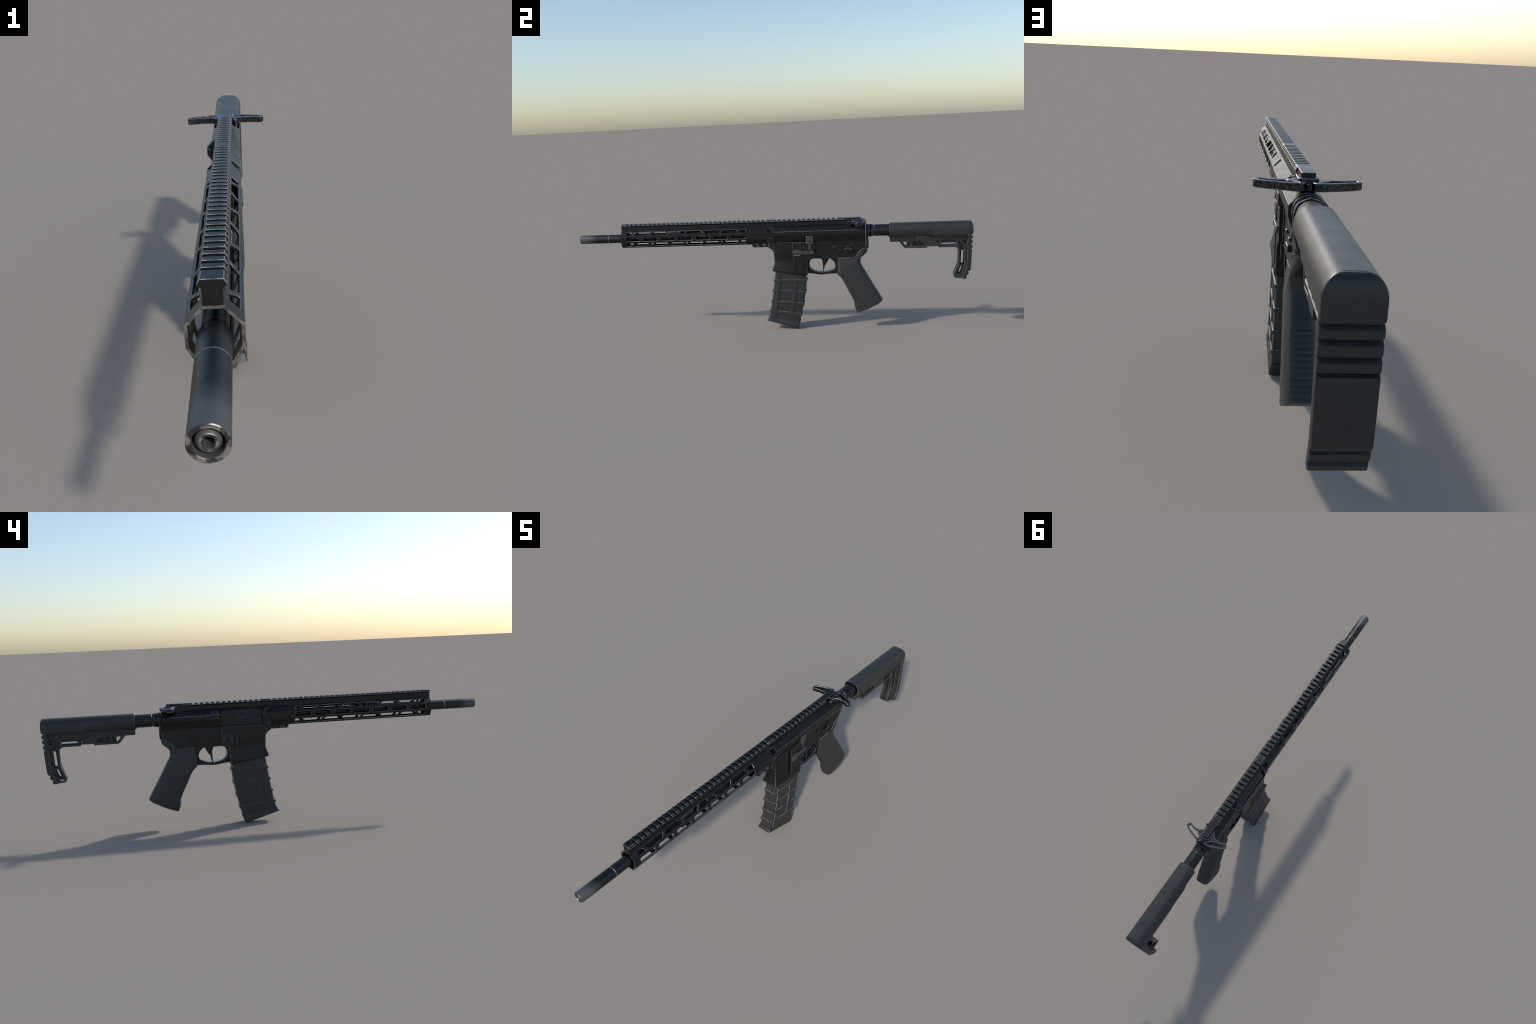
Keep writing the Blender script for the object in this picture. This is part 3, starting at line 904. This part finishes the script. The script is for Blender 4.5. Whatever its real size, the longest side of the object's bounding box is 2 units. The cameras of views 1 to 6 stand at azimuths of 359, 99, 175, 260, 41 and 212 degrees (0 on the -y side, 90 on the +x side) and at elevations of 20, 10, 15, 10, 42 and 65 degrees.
plate("name_pill_rim", [pill, pin_], 'x', -0.0267, -0.022, POL, 0.0005, parent=grip)

# ------------------------------------------------------------------ stock
ST0, ST1 = 0.6020, 0.9865
def arch(hw, top, flat, zs, n=8):
    """right half of the arch from the side (hw,zs) up to the flat top"""
    out = []
    for i in range(n + 1):
        a = math.radians(90 * i / n)
        out.append((flat + (hw - flat) * math.cos(a), zs + (top - zs) * math.sin(a)))
    return out
def stock_sec(k, y):
    """k=0 slim front section, k=1 deep rear section (grooved flank)"""
    hw = 0.0392 + 0.0018 * (y - ST0) / (ST1 - ST0)
    top = 0.5262
    A = [(0.0235, 0.4345), (0.0245, 0.4560), (0.0255, 0.4590), (0.0290, 0.4625), (0.0330, 0.4680), (0.0365, 0.4760), (0.0382, 0.4830), (hw, 0.4900)]
    B = [(0.0235, 0.4345), (0.0245, 0.4545), (0.0300, 0.4600), (hw, 0.4606), (hw, 0.4630), (hw - .0022, 0.4640), (hw - .0022, 0.4685), (hw, 0.4700)]
    half = [(a[0] * (1 - k) + b[0] * k, a[1] * (1 - k) + b[1] * k) for a, b in zip(A, B)]
    half += arch(hw, top, 0.0135, 0.4930)
    return [(x, y, z) for x, z in half] + [(-x, y, z) for x, z in reversed(half)]
ys = [(0.6020, 0), (0.70, 0), (0.800, 0), (0.806, .15), (0.812, .5), (0.818, .85), (0.824, 1), (0.90, 1), (0.9735, 1), (ST1, 1)]
sb = loft_bm([stock_sec(k, y) for y, k in ys], cap=False)
sb.verts.ensure_lookup_table()
nsec = len(stock_sec(0, 0))
sb.faces.new([sb.verts[(len(ys) - 1) * nsec + i] for i in range(nsec)])
sec0 = [(x, z) for x, y, z in stock_sec(0, ST0)]
wall = inset(sec0, 0.0024)
bmesh.ops.recalc_face_normals(sb, faces=sb.faces)
stock = finish("stock", sb, POL, smooth=28)
# pale lip and dark inside of the stock mouth
lb = loft_bm([[(x, ST0, z) for x, z in sec0], [(x, ST0 - 0.0010, z) for x, z in inset(sec0, 0.0007)],
              [(x, ST0 - 0.0010, z) for x, z in inset(sec0, 0.0016)], [(x, ST0, z) for x, z in wall], [(x, 0.650, z) for x, z in wall]], cap=False)
lb.verts.ensure_lookup_table()
lb.faces.new([lb.verts[4 * nsec + i] for i in range(nsec)])
lb.faces.ensure_lookup_table()
for i, f in enumerate(lb.faces): f.material_index = 1 if i < 3 * nsec else 0
finish("stock_mouth", lb, POL, parent=stock)
# small black plates set in the flank groove where dark holes are seen
for sx in (1, -1):
    for y in (0.862, 0.907, 0.951):
        a, b = sorted((sx * 0.035, sx * 0.0394))
        plate("flank_dark_plate", [rounded([(y - .005, 0.4642), (y + .005, 0.4642), (y + .005, 0.4682), (y - .005, 0.4682)], .001)], 'x', a, b, [M_PIN, M_PIN], 0.0003, parent=stock)

# butt pad: stepped back profile (z, y), arch-topped outline
BACK = [(0.2448, 0.9630), (0.2452, 0.9645), (0.2540, 0.9690), (0.2585, 0.9655), (0.2605, 0.9655), (0.2640, 0.9738), (0.2760, 0.9782), (0.2800, 0.9745), (0.2830, 0.9755), (0.2850, 0.9835), (0.2920, 0.9872),
        (0.3300, 0.9905), (0.3860, 0.9935), (0.3900, 0.9930), (0.3940, 0.9872), (0.3965, 0.9872), (0.3975, 0.9948), (0.4100, 0.9958), (0.4155, 0.9885), (0.4195, 0.9885), (0.4205, 0.9960), (0.4335, 0.9970), (0.4392, 0.9896), (0.4430, 0.9896), (0.4440, 0.9972),
        (0.4545, 0.9980), (0.4602, 0.9912), (0.4645, 0.9912), (0.4655, 0.9990), (0.4800, 1.0002), (0.4950, 1.0002), (0.5080, 0.9992), (0.5180, 0.9972), (0.5235, 0.9940), (0.5258, 0.9920)]
def seam_y(z):
    pts = [(0.2448, 0.9462), (0.3039, 0.9673), (0.4523, 0.9745), (0.4700, 0.9830), (0.53, 0.9860)]
    for (z0, y0), (z1, y1) in zip(pts, pts[1:]):
        if z <= z1: return y0 + (y1 - y0) * (z - z0) / (z1 - z0)
    return pts[-1][1]
def arch_hw(z):
    if z < 0.4930: return 0.0412 - 0.0008 * (0.4930 - z) / 0.25
    t = min(1, (z - 0.4930) / (0.5262 - 0.4930))
    return 0.0135 + (0.0412 - 0.0135) * math.sqrt(max(0, 1 - t * t))
def dense_back():
    out = []
    for (z0, y0), (z1, y1) in zip(BACK, BACK[1:]):
        n = 5 if z0 > 0.49 else 1
        for i in range(n): out.append((z0 + (z1 - z0) * i / n, y0 + (y1 - y0) * i / n))
    out.append(BACK[-1])
    return out
pad_rows = []
for z, yb in dense_back():
    hw = arch_hw(z); yf = seam_y(z); c = 0.0028
    cc = min(c, hw * .3)
    half = [(hw - 0.0012, yf), (hw, yf + 0.0008), (hw, yb - c), (hw - cc * .3, yb - c * .3), (hw - cc, yb)]
    pad_rows.append([(x, y, z) for x, y in half] + [(-x, y, z) for x, y in reversed(half)])
pb = loft_bm(pad_rows)
pb.faces.ensure_lookup_table()
for i in range((len(pad_rows) - 1) * 10):
    if i % 10 in (0, 8): pb.faces[i].material_index = 1
pad = finish("butt_pad", pb, POL, parent=stock, smooth=28)

# skeleton frame under the tube: thin web with windows plus a broad rim
frame_out = [(0.6020, 0.4365), (0.6430, 0.4345)] + spline([(0.6480, 0.4310), (0.6580, 0.4180), (0.6690, 0.4050), (0.6790, 0.4002)], 4) + \
            [(0.7800, 0.4000), (0.7840, 0.4100), (0.8340, 0.4100), (0.8375, 0.4005)] + spline([(0.9050, 0.4008), (0.9200, 0.3980), (0.9290, 0.3880), (0.9312, 0.3750)], 4) + \
            spline([(0.9300, 0.3400), (0.9270, 0.3170), (0.9180, 0.2930), (0.9075, 0.2660)], 4) + \
            spline([(0.9075, 0.2560), (0.9125, 0.2485), (0.9210, 0.2455)], 3) + \
            [(0.9470, 0.2440), (0.9680, 0.3035), (0.9755, 0.4523), (0.9755, 0.4560), (0.6020, 0.4560)]
tri_hole = rounded([(0.6640, 0.4300), (0.6830, 0.4300), (0.6830, 0.4110), (0.6770, 0.4110)], [.002, .002, .002, .003], 3)
h_slot = rounded([(0.8520, 0.4130), (0.9205, 0.4130), (0.9205, 0.4210), (0.8520, 0.4210)], .0038, 4)
gap = rounded([(0.8325, 0.4095), (0.8380, 0.4095), (0.8360, 0.4210), (0.8325, 0.4210)], .001)
v_slot = rounded([(0.9425, 0.3180), (0.9540, 0.3180), (0.9572, 0.3840), (0.9465, 0.3840)], .0055, 4)
v2_slot = rounded([(0.9310, 0.2740), (0.9380, 0.2730), (0.9490, 0.3020), (0.9420, 0.3050)], .003, 4)
eye = rounded([(0.9200, 0.2500), (0.9380, 0.2490), (0.9390, 0.2570), (0.9210, 0.2575)], .0035, 4)
plate("stock_web", [frame_out, tri_hole, h_slot, gap, v_slot, v2_slot, eye], 'x', -0.0080, 0.0080, POL, 0.0008, parent=stock)
w1 = rounded([(0.6590, 0.4330), (0.7290, 0.4330), (0.8400, 0.4330), (0.8425, 0.4145), (0.7860, 0.4145), (0.6780, 0.4065), (0.6730, 0.4085)], [.002, .002, .002, .002, .002, .003, .003], 3)
w2 = rounded([(0.8480, 0.4370), (0.9220, 0.4370), (0.9170, 0.4080), (0.8530, 0.4075)], .003, 3)
w3 = rounded([(0.9350, 0.4445), (0.9715, 0.4445), (0.9700, 0.4100), (0.9650, 0.4090), (0.9520, 0.4310)], .003, 3)
w4 = rounded([(0.9275, 0.4280), (0.9320, 0.4320), (0.9470, 0.4190), (0.9570, 0.4030), (0.9600, 0.3920), (0.9595, 0.3120), (0.9360, 0.3130), (0.9378, 0.3900), (0.9335, 0.4050)], [.002, .002, .006, .006, .004, .006, .006, .006, .004], 4)
w5 = rounded([(0.9330, 0.3050), (0.9570, 0.3050), (0.9420, 0.2640), (0.9190, 0.2690)], .003, 3)
w6 = rounded([(0.9185, 0.2500), (0.9390, 0.2490), (0.9405, 0.2585), (0.9185, 0.2590)], .0035, 4)
plate("stock_rim", [frame_out, w1, w2, w3, w4, w5, w6], 'x', -0.0230, 0.0230, POL, 0.0010, parent=stock)
# round post and lever
post = []
for z in (0.4060, 0.4350):
    post.append([(0.0160 * math.cos(t * math.pi / 12), 0.7090 + 0.0160 * math.sin(t * math.pi / 12), z) for t in range(24)])
finish("lock_post", loft_bm(post), POL, parent=stock)
for sx in (1, -1):
    a, b = sorted((sx * 0.0200, sx * 0.0275))
    lev = rounded([(0.7290, 0.4450), (0.7300, 0.4575), (0.7890, 0.4565), (0.7960, 0.4360), (0.8320, 0.4285), (0.8325, 0.4085), (0.7830, 0.4080), (0.7640, 0.4230), (0.7450, 0.4420)], .0025, 3)
    plate("adjust_lever", [lev], 'x', a, b, POL, 0.0010, parent=stock)
    a, b = sorted((sx * 0.0255, sx * 0.0278))
    disc("lever_pin", 0.7822, 0.4490, 0.0034, a, b, [M_PIN, M_PIN], stock, 0.0004, n=16)
    a, b = sorted((sx * 0.0180, sx * 0.0282))
    plate("lock_pin", [rounded([(0.7350, 0.4260), (0.7420, 0.4260), (0.7420, 0.4455), (0.7350, 0.4455)], .001)], 'x', a, b, [M_PIN, M_EDGE], 0.0008, parent=stock)
teeth = [(0.7800, 0.4120)]
n = 9
for i in range(n):
    y = 0.7840 + i * 0.0054
    teeth += [(y, 0.4062), (y + 0.0027, 0.4080)]
teeth += [(0.8320, 0.4062), (0.8325, 0.4120)]
plate("lever_grip", [teeth], 'x', -0.0265, 0.0265, POL, 0.0008, parent=stock)
